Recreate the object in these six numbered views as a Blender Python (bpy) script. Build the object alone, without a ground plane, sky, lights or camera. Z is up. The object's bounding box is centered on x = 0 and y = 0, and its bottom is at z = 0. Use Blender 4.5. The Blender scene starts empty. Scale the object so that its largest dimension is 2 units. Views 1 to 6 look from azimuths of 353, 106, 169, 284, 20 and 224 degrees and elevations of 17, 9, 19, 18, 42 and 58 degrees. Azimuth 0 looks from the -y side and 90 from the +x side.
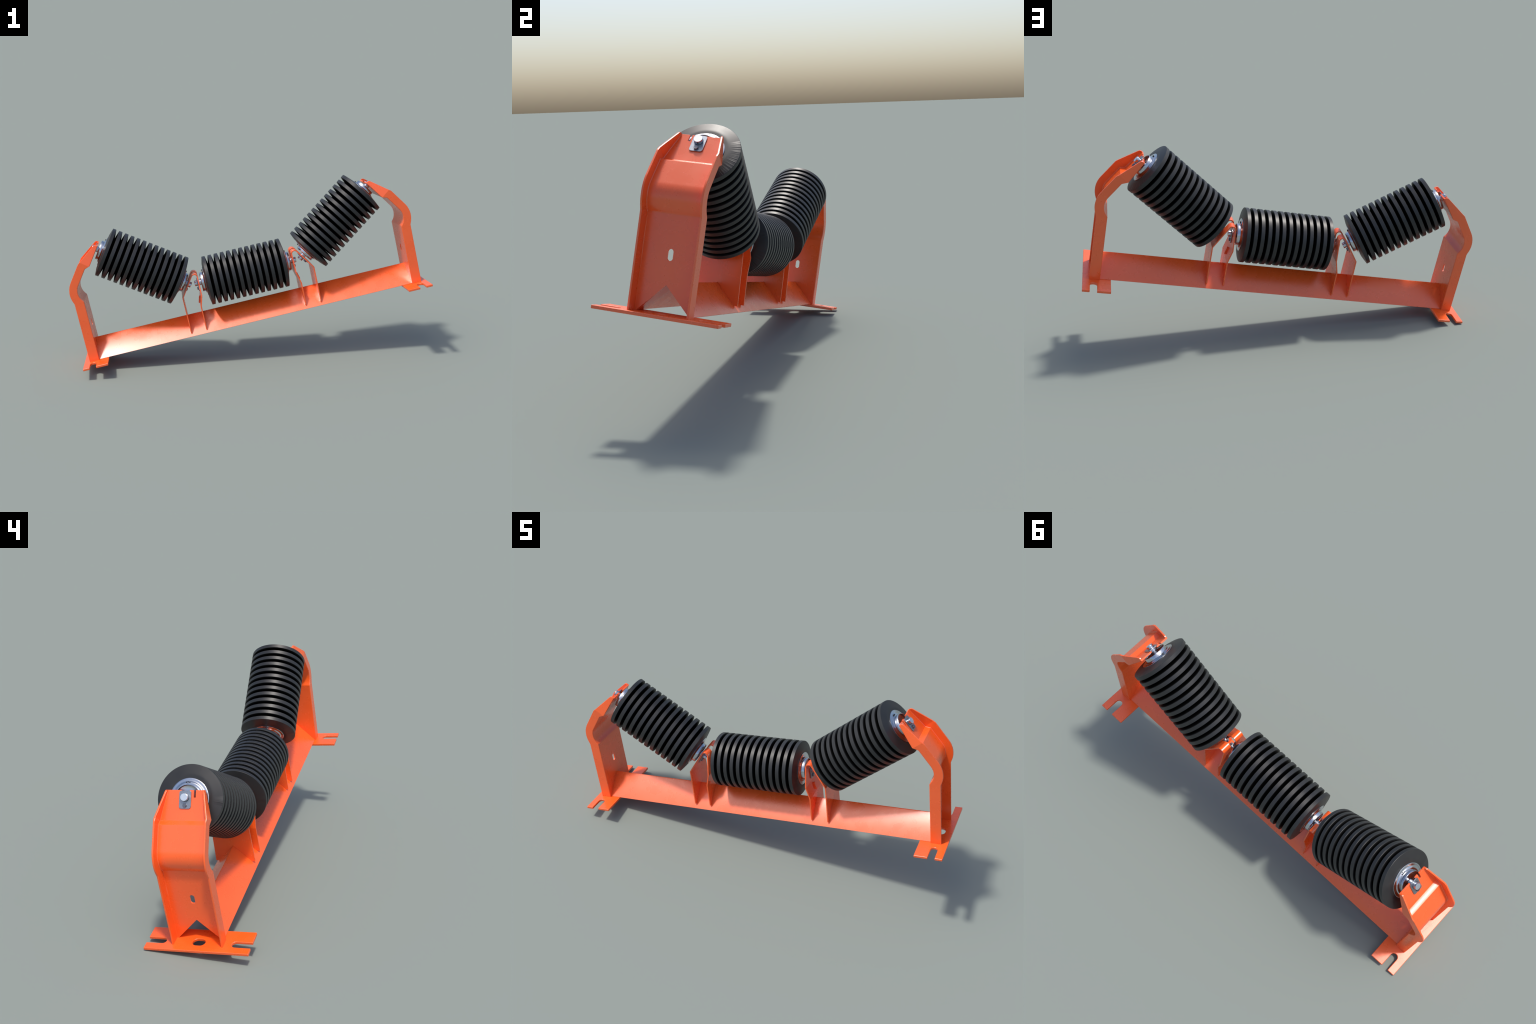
import bpy, bmesh, math
from mathutils import Matrix, Vector, Euler
from math import sin, cos, pi, radians

# ------------------------------------------------------------------ frame
# The idler is modelled upright and symmetric (x along the beam, z up from the
# underside of the foot plates) and its root then carries the tilt of the scan.
TILT = Matrix(((0.98159422, 0.02261166, -0.18963518),
               (0.00048139, 0.99266999, 0.12085550),
               (0.19097789, -0.11872235, 0.97438824)))
SHIFT = Vector((0.02832892, -0.00081835, 0.21467476))

A = radians(35.0)                      # trough angle of the wing rollers
CA, SA = cos(A), sin(A)


def wing(n, t):
    """(x, z) of a point given along (n) and across (t) the wing roller axis"""
    return (n * CA - t * SA, n * SA + t * CA)


# main dimensions
PLATE_T = 0.0121
PLATE_HALF = 0.2243
PLATE_X0, PLATE_X1 = 0.8468, 0.9842
SLOT_X0, SLOT_X1, SLOT_END = 0.9128, 0.9477, 0.1405
POST_IN, POST_OUT, POST_Y = 0.9004, 0.9535, 0.1094
WEB_T, FLANGE_T = 0.0070, 0.0074
BEAM_TOP, BEAM_Y, BEAM_T = 0.1182, 0.1008, 0.0068
DISC_R, DISC_N, HALF = 0.1386, 13, 0.2227
AXIS_T, AXIS_Z, WING_N = 0.0478, 0.2820, 0.7118
SEAT = 0.0449                          # disc rim face to bracket face

ROOT = bpy.data.objects.new("troughing_impact_idler", None)
ROOT.empty_display_size = 0.2
ROOT.matrix_world = Matrix.Translation(SHIFT) @ TILT.to_4x4()
ROOT["label"] = "orange steel conveyor frame with three black ribbed rubber rollers"
ROOT["category"] = "conveyor roller idler"
bpy.context.scene.collection.objects.link(ROOT)


# ------------------------------------------------------------------ helpers
def link(name, mesh, mat=None, parent=ROOT, matrix=None):
    ob = bpy.data.objects.new(name, mesh)
    bpy.context.scene.collection.objects.link(ob)
    ob.parent = parent
    if matrix is not None:
        ob.matrix_basis = matrix
    if mat is not None and not mesh.materials:
        mesh.materials.append(mat)
    return ob


def finish_mesh(bm, name, angle=30.0):
    bmesh.ops.recalc_face_normals(bm, faces=bm.faces)
    me = bpy.data.meshes.new(name)
    bm.to_mesh(me)
    bm.free()
    me.shade_smooth()
    me.set_sharp_from_angle(angle=radians(angle))
    return me


def arc(cx, cy, r, a0, a1, n):
    return [(cx + r * cos(radians(a0 + (a1 - a0) * i / n)),
             cy + r * sin(radians(a0 + (a1 - a0) * i / n))) for i in range(n + 1)]


def stadium(cx, cy, half_len, r, along="y", n=10):
    """closed oblong loop"""
    d = half_len - r
    if along == "y":
        return arc(cx, cy + d, r, 0, 180, n) + arc(cx, cy - d, r, 180, 360, n)
    return arc(cx + d, cy, r, -90, 90, n) + arc(cx - d, cy, r, 90, 270, n)


def flat_plate(loops, thick, cuts=()):
    """flat sheet in the xy plane (outline first, then holes), pulled up by
    thick, sliced along x = const lines so that it can be bent there"""
    bm = bmesh.new()
    edges = []
    for loop in loops:
        vs = [bm.verts.new((x, y, 0)) for x, y in loop]
        for i in range(len(vs)):
            edges.append(bm.edges.new((vs[i], vs[(i + 1) % len(vs)])))
    bmesh.ops.triangle_fill(bm, use_beauty=True, edges=edges, normal=(0, 0, 1))
    for c in cuts:
        bmesh.ops.bisect_plane(bm, geom=bm.verts[:] + bm.edges[:] + bm.faces[:], dist=1e-6,
                               plane_co=(c, 0, 0), plane_no=(1, 0, 0))
    res = bmesh.ops.extrude_face_region(bm, geom=bm.faces[:])
    for v in [g for g in res["geom"] if isinstance(g, bmesh.types.BMVert)]:
        v.co.z += thick
    bmesh.ops.recalc_face_normals(bm, faces=bm.faces)
    return bm


def soften(ob, width=0.0012, segs=2, angle=35):
    m = ob.modifiers.new("edge", "BEVEL")
    m.width = width
    m.segments = segs
    m.limit_method = "ANGLE"
    m.angle_limit = radians(angle)
    m.use_clamp_overlap = True
    return ob


def bake(ob, angle=30.0):
    """apply the modifiers of an object, once, keeping flat faces flat"""
    ob.data.shade_smooth()
    ob.data.set_sharp_from_angle(angle=radians(angle))
    w = ob.modifiers.new("normals", "WEIGHTED_NORMAL")
    w.mode = "FACE_AREA"
    w.weight = 100
    w.keep_sharp = True
    dg = bpy.context.evaluated_depsgraph_get()
    me = bpy.data.meshes.new_from_object(ob.evaluated_get(dg))
    ob.modifiers.clear()
    old = ob.data
    ob.data = me
    bpy.data.meshes.remove(old)
    return ob


def lathe(profile, seg=96, closed=True):
    """revolve (radius, x) points about the x axis"""
    bm = bmesh.new()
    rings = []
    for r, x in profile:
        if r < 1e-6:
            rings.append([bm.verts.new((x, 0, 0))])
        else:
            rings.append([bm.verts.new((x, r * cos(2 * pi * i / seg), r * sin(2 * pi * i / seg))) for i in range(seg)])
    pairs = list(zip(rings, rings[1:]))
    if closed:
        pairs.append((rings[-1], rings[0]))
    for a, b in pairs:
        for i in range(seg):
            j = (i + 1) % seg
            if len(a) == 1 and len(b) == 1:
                continue
            if len(a) == 1:
                bm.faces.new((a[0], b[i], b[j]))
            elif len(b) == 1:
                bm.faces.new((a[i], b[0], a[j]))
            else:
                bm.faces.new((a[i], b[i], b[j], a[j]))
    return bm


# ------------------------------------------------------------------ materials
def new_mat(name):
    m = bpy.data.materials.new(name)
    m.use_nodes = True
    nt = m.node_tree
    b = nt.nodes["Principled BSDF"]
    return m, nt, b


def node(nt, kind, **kw):
    n = nt.nodes.new(kind)
    for k, v in kw.items():
        if k in n.inputs and not hasattr(n, k):
            n.inputs[k].default_value = v
        else:
            setattr(n, k, v)
    return n


def noise(nt, scale, detail=4, rough=0.55, vec=None):
    n = node(nt, "ShaderNodeTexNoise")
    n.inputs["Scale"].default_value = scale
    n.inputs["Detail"].default_value = detail
    n.inputs["Roughness"].default_value = rough
    if vec is not None:
        nt.links.new(vec, n.inputs["Vector"])
    return n.outputs["Fac"]


def remap(nt, val, lo, hi, a, b):
    n = node(nt, "ShaderNodeMapRange")
    n.inputs["From Min"].default_value = lo
    n.inputs["From Max"].default_value = hi
    n.inputs["To Min"].default_value = a
    n.inputs["To Max"].default_value = b
    nt.links.new(val, n.inputs["Value"])
    return n.outputs["Result"]


def mix(nt, fac, c0, c1):
    n = node(nt, "ShaderNodeMix", data_type="RGBA")
    nt.links.new(fac, n.inputs["Factor"])
    for sock, c in ((n.inputs[6], c0), (n.inputs[7], c1)):
        if isinstance(c, tuple):
            sock.default_value = c + (1,)
        else:
            nt.links.new(c, sock)
    return n.outputs[2]


def bump(nt, val, strength, dist):
    n = node(nt, "ShaderNodeBump")
    n.inputs["Strength"].default_value = strength
    n.inputs["Distance"].default_value = dist
    nt.links.new(val, n.inputs["Height"])
    return n.outputs["Normal"]


def math_node(nt, op, a, b=None):
    n = node(nt, "ShaderNodeMath", operation=op)
    for i, v in enumerate((a, b)):
        if v is None:
            continue
        if isinstance(v, (int, float)):
            n.inputs[i].default_value = v
        else:
            nt.links.new(v, n.inputs[i])
    return n.outputs[0]


def paint_material():
    m, nt, b = new_mat("orange_paint")
    co = node(nt, "ShaderNodeTexCoord").outputs["Object"]
    big = noise(nt, 7.0, 3, 0.5, co)
    fine = noise(nt, 160.0, 4, 0.6, co)
    col = mix(nt, remap(nt, big, 0.3, 0.7, 0, 1), (0.93, 0.112, 0.013), (0.96, 0.124, 0.017))
    specks = remap(nt, noise(nt, 60.0, 5, 0.7, co), 0.70, 0.78, 0, 1)
    col = mix(nt, math_node(nt, "MULTIPLY", specks, 0.10), col, (0.55, 0.07, 0.03))
    nt.links.new(col, b.inputs["Base Color"])
    nt.links.new(remap(nt, noise(nt, 14.0, 4, 0.6, co), 0.35, 0.7, 0.25, 0.32), b.inputs["Roughness"])
    b.inputs["Specular IOR Level"].default_value = 1.0
    nt.links.new(bump(nt, fine, 0.05, 0.001), b.inputs["Normal"])
    return m


def rubber_material(name, c0, c1, deep=False, streak=(-1.10, 0.48)):
    m, nt, b = new_mat(name)
    co = node(nt, "ShaderNodeTexCoord").outputs["Object"]
    sep = node(nt, "ShaderNodeSeparateXYZ")
    nt.links.new(co, sep.inputs[0])
    _, y, z = sep.outputs
    big = noise(nt, 18.0, 3, 0.5, co)
    col = mix(nt, remap(nt, big, 0.3, 0.7, 0, 1), c0, c1)
    nt.links.new(remap(nt, big, 0.3, 0.7, 0.41, 0.47), b.inputs["Roughness"])
    # bump rays that run outwards from the hub on one side of the face
    sq = lambda v: math_node(nt, "MULTIPLY", v, v)
    rad = math_node(nt, "SQRT", math_node(nt, "ADD", sq(y), sq(z)))
    if deep:                                           # groove shadow painted in: colour fades to black below the lip
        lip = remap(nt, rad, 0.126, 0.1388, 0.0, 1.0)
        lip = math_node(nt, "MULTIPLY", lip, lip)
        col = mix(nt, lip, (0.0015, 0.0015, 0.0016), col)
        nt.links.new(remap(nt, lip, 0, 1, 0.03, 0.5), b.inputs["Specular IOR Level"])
    nt.links.new(col, b.inputs["Base Color"])
    ang = math_node(nt, "ARCTAN2", z, y)
    comb = node(nt, "ShaderNodeCombineXYZ")
    nt.links.new(math_node(nt, "MULTIPLY", ang, 7.0), comb.inputs[0])
    rays = noise(nt, 1.6, 2, 0.6, comb.outputs[0])
    sector = math_node(nt, "MULTIPLY", remap(nt, ang, streak[0], streak[0] + 0.1, 0, 1), remap(nt, ang, streak[1] - 0.06, streak[1] + 0.06, 1, 0))
    outward = math_node(nt, "MULTIPLY", remap(nt, rad, 0.100, 0.128, 0, 1), remap(nt, rad, 0.1375, 0.1379, 1, 0))
    height = math_node(nt, "MULTIPLY", rays, math_node(nt, "MULTIPLY", sector, outward))
    nrm = node(nt, "ShaderNodeBump")
    nrm.inputs["Strength"].default_value = 0.6
    nrm.inputs["Distance"].default_value = 0.004
    nt.links.new(height, nrm.inputs["Height"])
    if not deep:
        nt.links.new(nrm.outputs[0], b.inputs["Normal"])
    return m


def chrome_material():
    m, nt, b = new_mat("bright_steel")
    co = node(nt, "ShaderNodeTexCoord").outputs["Object"]
    sep = node(nt, "ShaderNodeSeparateXYZ")
    nt.links.new(co, sep.inputs[0])
    b.inputs["Metallic"].default_value = 1.0
    b.inputs["Base Color"].default_value = (0.54, 0.57, 0.62, 1)
    nt.links.new(remap(nt, noise(nt, 40.0, 4, 0.6, co), 0.3, 0.7, 0.16, 0.24), b.inputs["Roughness"])
    ang = math_node(nt, "ARCTAN2", sep.outputs[1], sep.outputs[2])
    comb = node(nt, "ShaderNodeCombineXYZ")
    nt.links.new(math_node(nt, "MULTIPLY", ang, 7.0), comb.inputs[0])
    rays = noise(nt, 2.0, 3, 0.6, comb.outputs[0])
    nt.links.new(bump(nt, rays, 0.012, 0.002), b.inputs["Normal"])
    return m


def galvanised_material():
    m, nt, b = new_mat("galvanised_steel")
    co = node(nt, "ShaderNodeTexCoord").outputs["Object"]
    b.inputs["Metallic"].default_value = 1.0
    grain = remap(nt, noise(nt, 620.0, 2, 0.6, co), 0.3, 0.7, 0, 1)
    col = mix(nt, grain, (0.17, 0.195, 0.23), (0.50, 0.53, 0.58))
    nt.links.new(col, b.inputs["Base Color"])
    nt.links.new(remap(nt, grain, 0, 1, 0.34, 0.50), b.inputs["Roughness"])
    nt.links.new(bump(nt, grain, 0.08, 0.0005), b.inputs["Normal"])
    return m


def plain_material(name, col, rough, metal=0.0):
    m, nt, b = new_mat(name)
    co = node(nt, "ShaderNodeTexCoord").outputs["Object"]
    g = noise(nt, 120.0, 3, 0.6, co)
    dark = tuple(c * 0.85 for c in col)
    nt.links.new(mix(nt, g, dark, col), b.inputs["Base Color"])
    b.inputs["Roughness"].default_value = rough
    b.inputs["Metallic"].default_value = metal
    return m


PAINT = paint_material()
RUBBER = rubber_material("black_rubber", (0.015, 0.0155, 0.0165), (0.021, 0.0215, 0.0225))
RUBBER_SHORT_STREAK = rubber_material("short_streak_rubber", (0.015, 0.0155, 0.0165), (0.021, 0.0215, 0.0225), False, (-0.20, 0.02))
GROOVE_SHADOW = rubber_material("groove_shadow_rubber", (0.013, 0.0135, 0.0145), (0.018, 0.0185, 0.0195), True)
CHROME = chrome_material()
GALV = galvanised_material()
SAWN = plain_material("sawn_steel", (0.74, 0.79, 0.87), 0.5, 1.0)
DARK_BOLT = plain_material("dark_bolt_steel", (0.22, 0.23, 0.26), 0.40, 1.0)
INK = plain_material("stamp_ink", (0.012, 0.012, 0.012), 0.6)
TUBE = plain_material("tube_black", (0.010, 0.010, 0.011), 0.6)

FLIP = Matrix.Rotation(pi, 4, "Z")                 # the other end, turned round
MIRROR = Matrix.Diagonal((-1, 1, 1, 1))            # the other end, mirrored



# ------------------------------------------------------------------ foot plates
def foot_plate():
    r = (SLOT_X1 - SLOT_X0) / 2
    cx = (SLOT_X0 + SLOT_X1) / 2
    yc = SLOT_END + r
    out = [(PLATE_X0, -PLATE_HALF), (SLOT_X0, -PLATE_HALF)]
    out += arc(cx, -yc, r, 180, 0, 14)
    out += [(SLOT_X1, -PLATE_HALF), (PLATE_X1, -PLATE_HALF), (PLATE_X1, PLATE_HALF), (SLOT_X1, PLATE_HALF)]
    out += arc(cx, yc, r, 0, -180, 14)
    out += [(SLOT_X0, PLATE_HALF), (PLATE_X0, PLATE_HALF)]
    bm = flat_plate([out, stadium(0.9285, 0, 0.0272, 0.0208)], PLATE_T)
    return finish_mesh(bm, "base_plate")


me = foot_plate()
plate = soften(link("base_plate", me, PAINT), 0.0022, 3)
bake(plate)
link("base_plate", plate.data, None, ROOT, MIRROR)


# ------------------------------------------------------------------ angle-iron beam
def beam():
    """90 degree angle iron lying as a roof, between the two uprights"""
    L = POST_IN + 0.0004
    k = BEAM_T * math.sqrt(2)
    z0 = PLATE_T + 0.0004
    slope = (BEAM_TOP - z0) / BEAM_Y
    foot_in = BEAM_Y - 0.0085
    section = [(-BEAM_Y, z0 + 0.0012), (-BEAM_Y + 0.0008, z0), (-foot_in, z0)]
    top_in = z0 + slope * foot_in
    section += [(0, top_in), (foot_in, z0), (BEAM_Y - 0.0008, z0), (BEAM_Y, z0 + 0.0012)]
    ridge = 0.0022
    section += [(ridge * (1.6 - 0.8 * i), BEAM_TOP - slope * ridge * abs(1.6 - 0.8 * i) * 0.55 - 0.0012) for i in range(5)]
    bm = bmesh.new()
    a = [bm.verts.new((-L, y, z)) for y, z in section]
    b = [bm.verts.new((L, y, z)) for y, z in section]
    n = len(section)
    for i in range(n):
        bm.faces.new((a[i], a[(i + 1) % n], b[(i + 1) % n], b[i]))
    bmesh.ops.triangle_fill(bm, use_beauty=True, edges=[bm.edges.get((a[i], a[(i + 1) % n])) for i in range(n)])
    bmesh.ops.triangle_fill(bm, use_beauty=True, edges=[bm.edges.get((b[i], b[(i + 1) % n])) for i in range(n)])
    return finish_mesh(bm, "beam")


link("beam", beam(), PAINT)


# ------------------------------------------------------------------ end uprights
def upright_stations():
    """pressed channel seen from the side: (inner face, back of web, flange edge, half width)"""
    st = []
    z0 = PLATE_T + 0.0003
    st.append(((POST_IN, z0), (POST_IN + WEB_T, z0), (POST_OUT, z0), POST_Y))
    st.append(((POST_IN, 0.15), (POST_IN + WEB_T, 0.15), (POST_OUT, 0.15), POST_Y))
    st.append(((POST_IN, 0.25), (POST_IN + WEB_T, 0.25), (POST_OUT, 0.25), POST_Y))
    cx, cz, r0, r1 = 0.847, 0.400, 0.075, 0.1187       # bulge at the knee
    n = 22
    st.append(((POST_IN, 0.3455), (POST_IN + WEB_T, 0.3440), (POST_OUT, 0.3445), POST_Y))
    for i in range(n + 1):
        f = i / n
        a = radians(-44.6 + 79.6 * f)
        b = radians(-26.6 + 61.6 * f)
        c = radians(-41.0 + 76.0 * f)
        if i == 0:
            continue
        st.append(((cx + r0 * cos(a), cz + r0 * sin(a)), (cx + (r0 + WEB_T) * cos(c), cz + (r0 + WEB_T) * sin(c)),
                   (cx + r1 * cos(b), cz + r1 * sin(b)), POST_Y))
    i0, o0 = 0.9981, 1.0418                            # upper leg, then the joggle
    i1 = 0.9797
    st.append((wing(i0, -0.11), wing(i0 + WEB_T, -0.11), wing(o0, -0.11), POST_Y))
    w0, w1 = i0 + WEB_T, i1 + WEB_T
    w0, w1 = i0 + WEB_T, i1 + WEB_T
    st.append((wing(i0, -0.0635), wing(w0, -0.0622), wing(o0, -0.0575), POST_Y))
    st.append((wing(i0 - 0.0006, -0.0612), wing(w0 - 0.0006, -0.0605), wing(o0, -0.0535), POST_Y))
    st.append((wing(0.9889, -0.0489), wing((w0 + w1) / 2, -0.0519), wing(1.0411, -0.0482), POST_Y))
    st.append((wing(i1 + 0.0006, -0.0366), wing(w1 + 0.0006, -0.0433), wing(1.0376, -0.0385), POST_Y))
    st.append((wing(i1, -0.0350), wing(w1, -0.0414), wing(1.0366, -0.0360), POST_Y))
    top, y_top = 0.0775, 0.0808

    def taper(t):
        return POST_Y + (y_top - POST_Y) * (t + 0.0355) / (top + 0.0355)

    for t, out in ((0.0, 1.0251), (0.04, 1.0120), (0.066, 1.0035), (0.0715, 1.0012), (0.0750, 0.9985), (0.0768, 0.9948), (0.0775, 0.9905)):
        st.append((wing(i1, t), wing(i1 + WEB_T, t), wing(out, t), taper(t)))
    return st


def upright():
    r = 0.0034
    bm = bmesh.new()
    rings = []
    for inner, back, edge, Y in upright_stations():
        I, B, E = Vector(inner), Vector(back), Vector(edge)
        d = (E - I)
        depth = d.length
        d.normalize()
        w = (B - I).dot(d)
        side = Vector((-d.y, d.x))
        shear = (B - I).dot(side)                      # back of the web may sit a little along

        def at(h):
            k = min(max(h / max(w, 1e-6), 0.0), 1.0)
            p = I + d * h + side * (shear * k if h <= w + 1e-6 else shear * max(0.0, 1 - (h - w) / max(depth - w, 1e-6)))
            return p
        half = []                                      # (y, h) for the +y half, from inner face round to inner web
        half += [(Y - r, 0.0), (Y - r * 0.62, r * 0.08), (Y - r * 0.29, r * 0.29), (Y - r * 0.08, r * 0.62), (Y, r)]
        e = 0.0016
        half += [(Y, depth - e), (Y - e * 0.3, depth - e * 0.3), (Y - e, depth)]
        half += [(Y - FLANGE_T + e, depth), (Y - FLANGE_T + e * 0.3, depth - e * 0.3), (Y - FLANGE_T, depth - e)]
        g = 0.0022
        half += [(Y - FLANGE_T, w + g), (Y - FLANGE_T - g, w)]
        loop = half + [(-y, h) for y, h in reversed(half)]
        rings.append([bm.verts.new((at(h).x, y, at(h).y)) for y, h in loop])
    n = len(rings[0])
    for a, b in zip(rings, rings[1:]):
        for i in range(n):
            bm.faces.new((a[i], a[(i + 1) % n], b[(i + 1) % n], b[i]))
    for ring in (rings[0], rings[-1]):
        bmesh.ops.triangle_fill(bm, use_beauty=True, edges=[bm.edges.get((ring[i], ring[(i + 1) % n])) for i in range(n)])
    return finish_mesh(bm, "upright")


def cutter(loops, thick, matrix):
    bm = flat_plate(loops, thick)
    bm.transform(matrix)
    me = finish_mesh(bm, "cutter")
    return link("cutter", me, None, None)


def cut(ob, cutters):
    for c in cutters:
        m = ob.modifiers.new("cut", "BOOLEAN")
        m.operation = "DIFFERENCE"
        m.solver = "EXACT"
        m.object = c
    bpy.context.view_layer.update()
    bake(ob)
    for c in cutters:
        me = c.data
        bpy.data.objects.remove(c)
        bpy.data.meshes.remove(me)


post = link("upright", upright(), PAINT, None)
# flat cutters lie in (u, v): u across (y), v up; third axis through the web
through_web = Matrix(((0, 0, 1, 0.880), (1, 0, 0, 0), (0, 1, 0, 0), (0, 0, 0, 1)))
through_tab = Matrix(((0, -SA, CA, wing(0.96, 0)[0]), (1, 0, 0, 0), (0, CA, SA, wing(0.96, 0)[1]), (0, 0, 0, 1)))
notch = [(-0.0935, -0.01), (0.0935, -0.01), (0.0935, 0.0135), (0.0, 0.1085), (-0.0935, 0.0135)]
lift_slot = stadium(0.0, 0.2096, 0.0203, 0.0100)
axle_slot = [(0.0171, 0.12)] + arc(0, AXIS_T, 0.0171, 0, -180, 16) + [(-0.0171, 0.12)]
side_slot = [(-0.0336, 0.12), (-0.0336, 0.048)] + arc(-0.0381, 0.048, 0.0045, 0, -180, 8) + [(-0.0426, 0.12)]
cut(post, [cutter([notch], 0.035, through_web), cutter([lift_slot], 0.05, through_web),
           cutter([axle_slot], 0.06, through_tab), cutter([side_slot], 0.06, through_tab)])
soften(post, 0.0010, 2, 50)
bake(post)
post.parent = ROOT
link("upright", post.data, None, ROOT, MIRROR)


# ------------------------------------------------------------------ saddles between the rollers
def saddle():
    """one strip of sheet bent over like a peg: wing leg, round top, middle leg"""
    th = 0.0060
    mx = HALF + SEAT                                   # faces of the two legs
    wn = (WING_N - HALF) - SEAT
    r = 0.0200
    cx = mx + r
    cz = ((wn - r) - cx * CA) / SA + 0.0
    zb = 0.0365
    kx = 0.3778
    kz = (wn - kx * CA) / SA
    path = [(kx - 0.0008, zb), (kx, kz - 0.001), (kx - 0.0010, kz + 0.0012)]
    path += arc(cx, cz, r, 35, 180, 18)
    path += [(mx, 0.2250), (mx + 0.0004, 0.2225), (mx + 0.0172, 0.1600), (mx + 0.0170, 0.1570), (mx + 0.0162, zb)]
    pts = [Vector(p) for p in path]
    s = [0.0]
    for a, b in zip(pts, pts[1:]):
        s.append(s[-1] + (b - a).length)
    i_top0, i_top1 = 3, 3 + 18

    def s_at(z, rising):
        rng = range(len(pts) - 1)
        for i in (rng if rising else reversed(rng)):
            z0, z1 = pts[i].y, pts[i + 1].y
            if min(z0, z1) - 1e-9 <= z <= max(z0, z1) + 1e-9 and abs(z1 - z0) > 1e-6:
                return s[i] + (z - z0) / (z1 - z0) * (s[i + 1] - s[i])

    y_foot, y_kink, y_top = 0.0938, 0.0885, 0.0650
    y_mk = 0.0905
    roof = lambda z: (BEAM_TOP - z) / (BEAM_TOP - PLATE_T) * BEAM_Y
    right = [(0.0, y_foot), (s[1], y_kink), (s[2], y_kink - 0.001), (s[i_top0], y_top), (s[i_top1], y_top),
             (s[i_top1 + 1], y_mk), (s[i_top1 + 2], y_mk), (s[-2], 0.0905), (s[-1], 0.0925)]
    end_notch = [(s[-1], roof(zb)), (s_at(BEAM_TOP, False), 0.0), (s[-1], -roof(zb))]
    start_notch = [(0.0, -roof(zb)), (s_at(BEAM_TOP, True), 0.0), (0.0, roof(zb))]
    outline = right + end_notch + [(a, -b) for a, b in reversed(right)] + start_notch
    # open slot over the top for both axles
    wx, wz = wing(wn, AXIS_T)
    s_w = s[2] + (Vector((wx, wz)) - pts[2]).length
    s_m = s_at(AXIS_Z, False)
    hw = 0.0171
    slot = arc(s_w, 0, hw, 90, 270, 14) + arc(s_m, 0, hw, -90, 90, 14)
    bm = flat_plate([outline, slot], th, [v for v in s[1:-1]])
    # bend it: s runs along the path, y stays, the thickness goes inwards
    normals = []
    for i in range(len(pts)):
        ds = [(pts[j + 1] - pts[j]).normalized() for j in (i - 1, i) if 0 <= j < len(pts) - 1]
        d = sum(ds, Vector((0, 0)))
        d.normalize()
        nrm = Vector((-d.y, d.x))
        normals.append(nrm / max(0.6, d.dot(ds[0])))
    # the path turns left, so the inside of the bend is on its left hand
    for v in bm.verts:
        q = min(max(v.co.x, s[0]), s[-1])
        i = 0
        while i < len(s) - 2 and q > s[i + 1]:
            i += 1
        f = (q - s[i]) / (s[i + 1] - s[i])
        p = pts[i].lerp(pts[i + 1], f) + normals[i].lerp(normals[i + 1], f) * v.co.z
        v.co = (p.x, v.co.y, p.y)
    return finish_mesh(bm, "saddle")


def boss():
    """oblong collar standing on the inner face of the leaning part of the middle leg"""
    mx = HALF + SEAT
    a, b = Vector((mx + 0.0004, 0.2225)), Vector((mx + 0.0172, 0.1600))
    d = (b - a).normalized()
    n = Vector((-d.y, d.x))
    c = a + d * ((a.y - 0.1855) / -d.y) + n * 0.0050
    bm = flat_plate([stadium(0, 0, 0.0208, 0.0062, "x")], 0.0086)
    bm.transform(Matrix(((d.x, 0, n.x, c.x), (0, 1, 0, 0), (d.y, 0, n.y, c.y), (0, 0, 0, 1))))
    return finish_mesh(bm, "boss")


sad = soften(link("saddle", saddle(), PAINT), 0.0009, 2, 50)
bake(sad)
knob = soften(link("boss", boss(), PAINT, sad), 0.0012, 2, 50)
bake(knob)
link("boss", knob.data, None, link("saddle", sad.data, None, ROOT, MIRROR))


# ------------------------------------------------------------------ rollers
PITCH = (2 * HALF - 0.0185) / (DISC_N - 1)
W2 = 0.00925
e = 0.0007
FLARE = [(0.074, 0.0083), (0.092, 0.0083), (0.096, 0.0081), (0.100, 0.0076), (0.104, 0.0069), (0.110, 0.0057), (0.120, 0.0037), (0.131, 0.0015)]
half = [(r, W2 + f) for r, f in FLARE]                 # the flanks swell towards the hub
half += [(DISC_R - e, W2), (DISC_R, W2 - e)]


def disc_mesh(name, outer):
    """flat rubber ring; the walls that face another ring have their occlusion baked into the colour"""
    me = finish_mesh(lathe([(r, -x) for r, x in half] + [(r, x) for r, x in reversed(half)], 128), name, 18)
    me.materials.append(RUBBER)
    me.materials.append(GROOVE_SHADOW)
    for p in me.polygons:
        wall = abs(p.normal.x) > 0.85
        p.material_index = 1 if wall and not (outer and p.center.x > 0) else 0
    return me


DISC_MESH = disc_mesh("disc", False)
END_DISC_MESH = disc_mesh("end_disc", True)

TUBE_MESH = finish_mesh(lathe([(0.0, -HALF - 0.0081), (0.0780, -HALF - 0.0081), (0.0780, HALF + 0.0081), (0.0, HALF + 0.0081)], 96, False), "roller")

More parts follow.
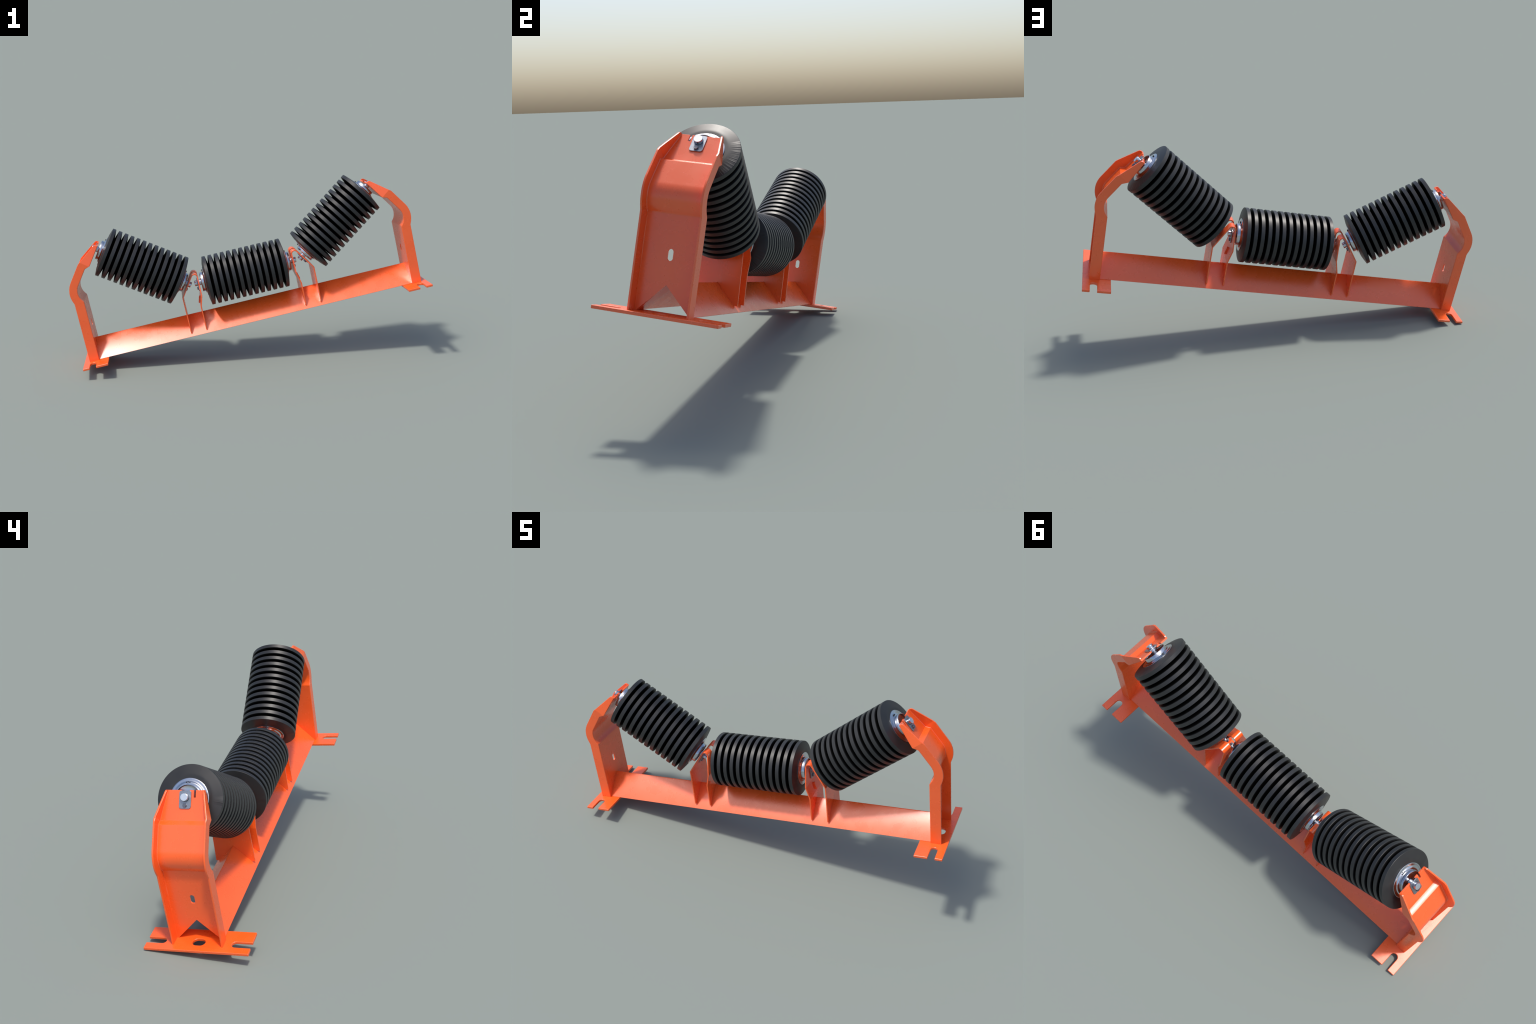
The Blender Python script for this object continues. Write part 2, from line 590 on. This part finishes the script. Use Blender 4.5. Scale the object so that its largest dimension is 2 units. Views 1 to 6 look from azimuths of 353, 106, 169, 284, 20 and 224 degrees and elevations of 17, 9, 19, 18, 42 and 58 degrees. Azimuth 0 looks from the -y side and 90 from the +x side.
F0 = HALF + 0.0080
CAP_PROFILE = [(0.020, F0 - 0.002), (0.0812, F0 - 0.0006), (0.0818, F0 + 0.0002), (0.0818, F0 + 0.0024), (0.0808, F0 + 0.0032),
               (0.0760, F0 + 0.0034), (0.0695, F0 + 0.0038), (0.0676, F0 + 0.0050), (0.0654, F0 + 0.0076), (0.0622, F0 + 0.0095), (0.0590, F0 + 0.0098),
               (0.0548, F0 + 0.0100), (0.0544, F0 + 0.0248), (0.0537, F0 + 0.0256), (0.0522, F0 + 0.0256),
               (0.0514, F0 + 0.0248), (0.0507, F0 + 0.0172), (0.0500, F0 + 0.0168), (0.020, F0 + 0.0164), (0.018, F0 + 0.0169)]
CAP_MESH = finish_mesh(lathe(CAP_PROFILE, 128), "end_cap", 40)
CAP_MESH.materials.append(CHROME)

AX_END = HALF + 0.0711
C0 = HALF + SEAT + 0.0074                              # clip sits on the bracket
AXLE_PROFILE = [(0.0, -AX_END), (0.0145, -AX_END), (0.0156, -AX_END + 0.0005), (0.0160, -AX_END + 0.0016)]
AXLE_PROFILE += [(0.0160, -C0 - 0.0042), (0.0138, -C0 - 0.0040), (0.0138, -C0), (0.0160, -C0 + 0.0002)]
AXLE_PROFILE += [(r, -x) for r, x in reversed(AXLE_PROFILE)]
AXLE_MESH = finish_mesh(lathe(AXLE_PROFILE, 64, False), "axle", 15)
AXLE_MESH.materials.append(CHROME)
AXLE_MESH.materials.append(SAWN)
for p in AXLE_MESH.polygons:
    p.material_index = 1 if abs(p.normal.x) > 0.855 and abs(p.center.x) > AX_END - 1e-4 else 0


def lock_plate_mesh():
    """rounded plate in roller space: x along the axle, z up"""
    zc, w, lo, hi, r = 0.0, 0.0247, -0.0440, 0.0272, 0.0095
    out = arc(w - r, hi - r, r, 0, 90, 6) + arc(-w + r, hi - r, r, 90, 180, 6)
    out += arc(-w + r, lo + r, r, 180, 270, 6) + arc(w - r, lo + r, r, 270, 360, 6)
    bore = arc(0, 0, 0.0169, 0, 348, 29)
    bm = flat_plate([out, bore], 0.0036)
    bm.transform(Matrix(((0, 0, 1, C0 + 0.0003), (1, 0, 0, 0), (0, 1, 0, 0), (0, 0, 0, 1))))
    return finish_mesh(bm, "lock_plate")


def bolt_mesh():
    prof = [(0.0, 0.0), (0.0086, 0.0), (0.0086, 0.0052), (0.0079, 0.0062), (0.0, 0.0062)]
    bm = lathe(prof, 6, False)
    bm.transform(Matrix.Translation((C0 + 0.0037, 0, -0.0311)))
    return finish_mesh(bm, "bolt", 20)


CLIP = soften(link("lock_plate", lock_plate_mesh(), GALV), 0.0006, 2)
bake(CLIP)
CLIP_MESH = CLIP.data
bpy.data.objects.remove(CLIP)
BOLT_MESH = bolt_mesh()
BOLT_MESH.materials.append(DARK_BOLT)


def stamp_mesh():
    """three small black marks at the top of the cap: a blot, a bar and a cross"""
    bm = bmesh.new()
    r0, f = 0.0632, F0 + 0.0072

    def block(y, z, w, h):
        y0 = -y
        res = bmesh.ops.create_cube(bm, size=1.0)
        for v in res["verts"]:
            v.co = (f + v.co.x * 0.0062, y0 + v.co.y * w, z + v.co.z * h)
    block(0.0122, r0, 0.0034, 0.0052)
    block(0.0136, r0, 0.0018, 0.0026)
    block(0.0052, r0, 0.0018, 0.0088)
    block(0.0068, r0 + 0.0038, 0.0022, 0.0014)
    block(0.0068, r0 - 0.0038, 0.0022, 0.0014)
    block(-0.0022, r0, 0.0016, 0.0058)
    block(-0.0022, r0 + 0.0001, 0.0056, 0.0017)
    return finish_mesh(bm, "stamp_mark")


STAMP_MESH = stamp_mesh()
STAMP_MESH.materials.append(INK)


def roller(matrix):
    body = link("roller", TUBE_MESH, TUBE, ROOT, matrix)
    for i in range(DISC_N):
        x = -HALF + W2 + i * PITCH
        me, turn = DISC_MESH, Matrix.Identity(4)
        if i in (0, DISC_N - 1):
            me, turn = END_DISC_MESH, (FLIP if i == 0 else turn)
        d = link("disc", me, None, body, Matrix.Translation((x, 0, 0)) @ turn)
        if i == 0:
            d.material_slots[0].link = "OBJECT"
            d.material_slots[0].material = RUBBER_SHORT_STREAK
    link("axle", AXLE_MESH, None, body)
    for end in (Matrix.Identity(4), FLIP):
        link("end_cap", CAP_MESH, None, body, end)
        link("stamp_mark", STAMP_MESH, None, body, end)
        clip = link("lock_plate", CLIP_MESH, None, body, end)
        bolt = link("bolt", BOLT_MESH, None, body, end)
    return body


roller(Matrix.Translation((0, 0, AXIS_Z)))
wx, wz = wing(WING_N, AXIS_T)
roller(Matrix.Translation((wx, 0, wz)) @ Matrix.Rotation(-A, 4, "Y"))
roller(Matrix.Translation((-wx, 0, wz)) @ Matrix.Rotation(A, 4, "Y"))
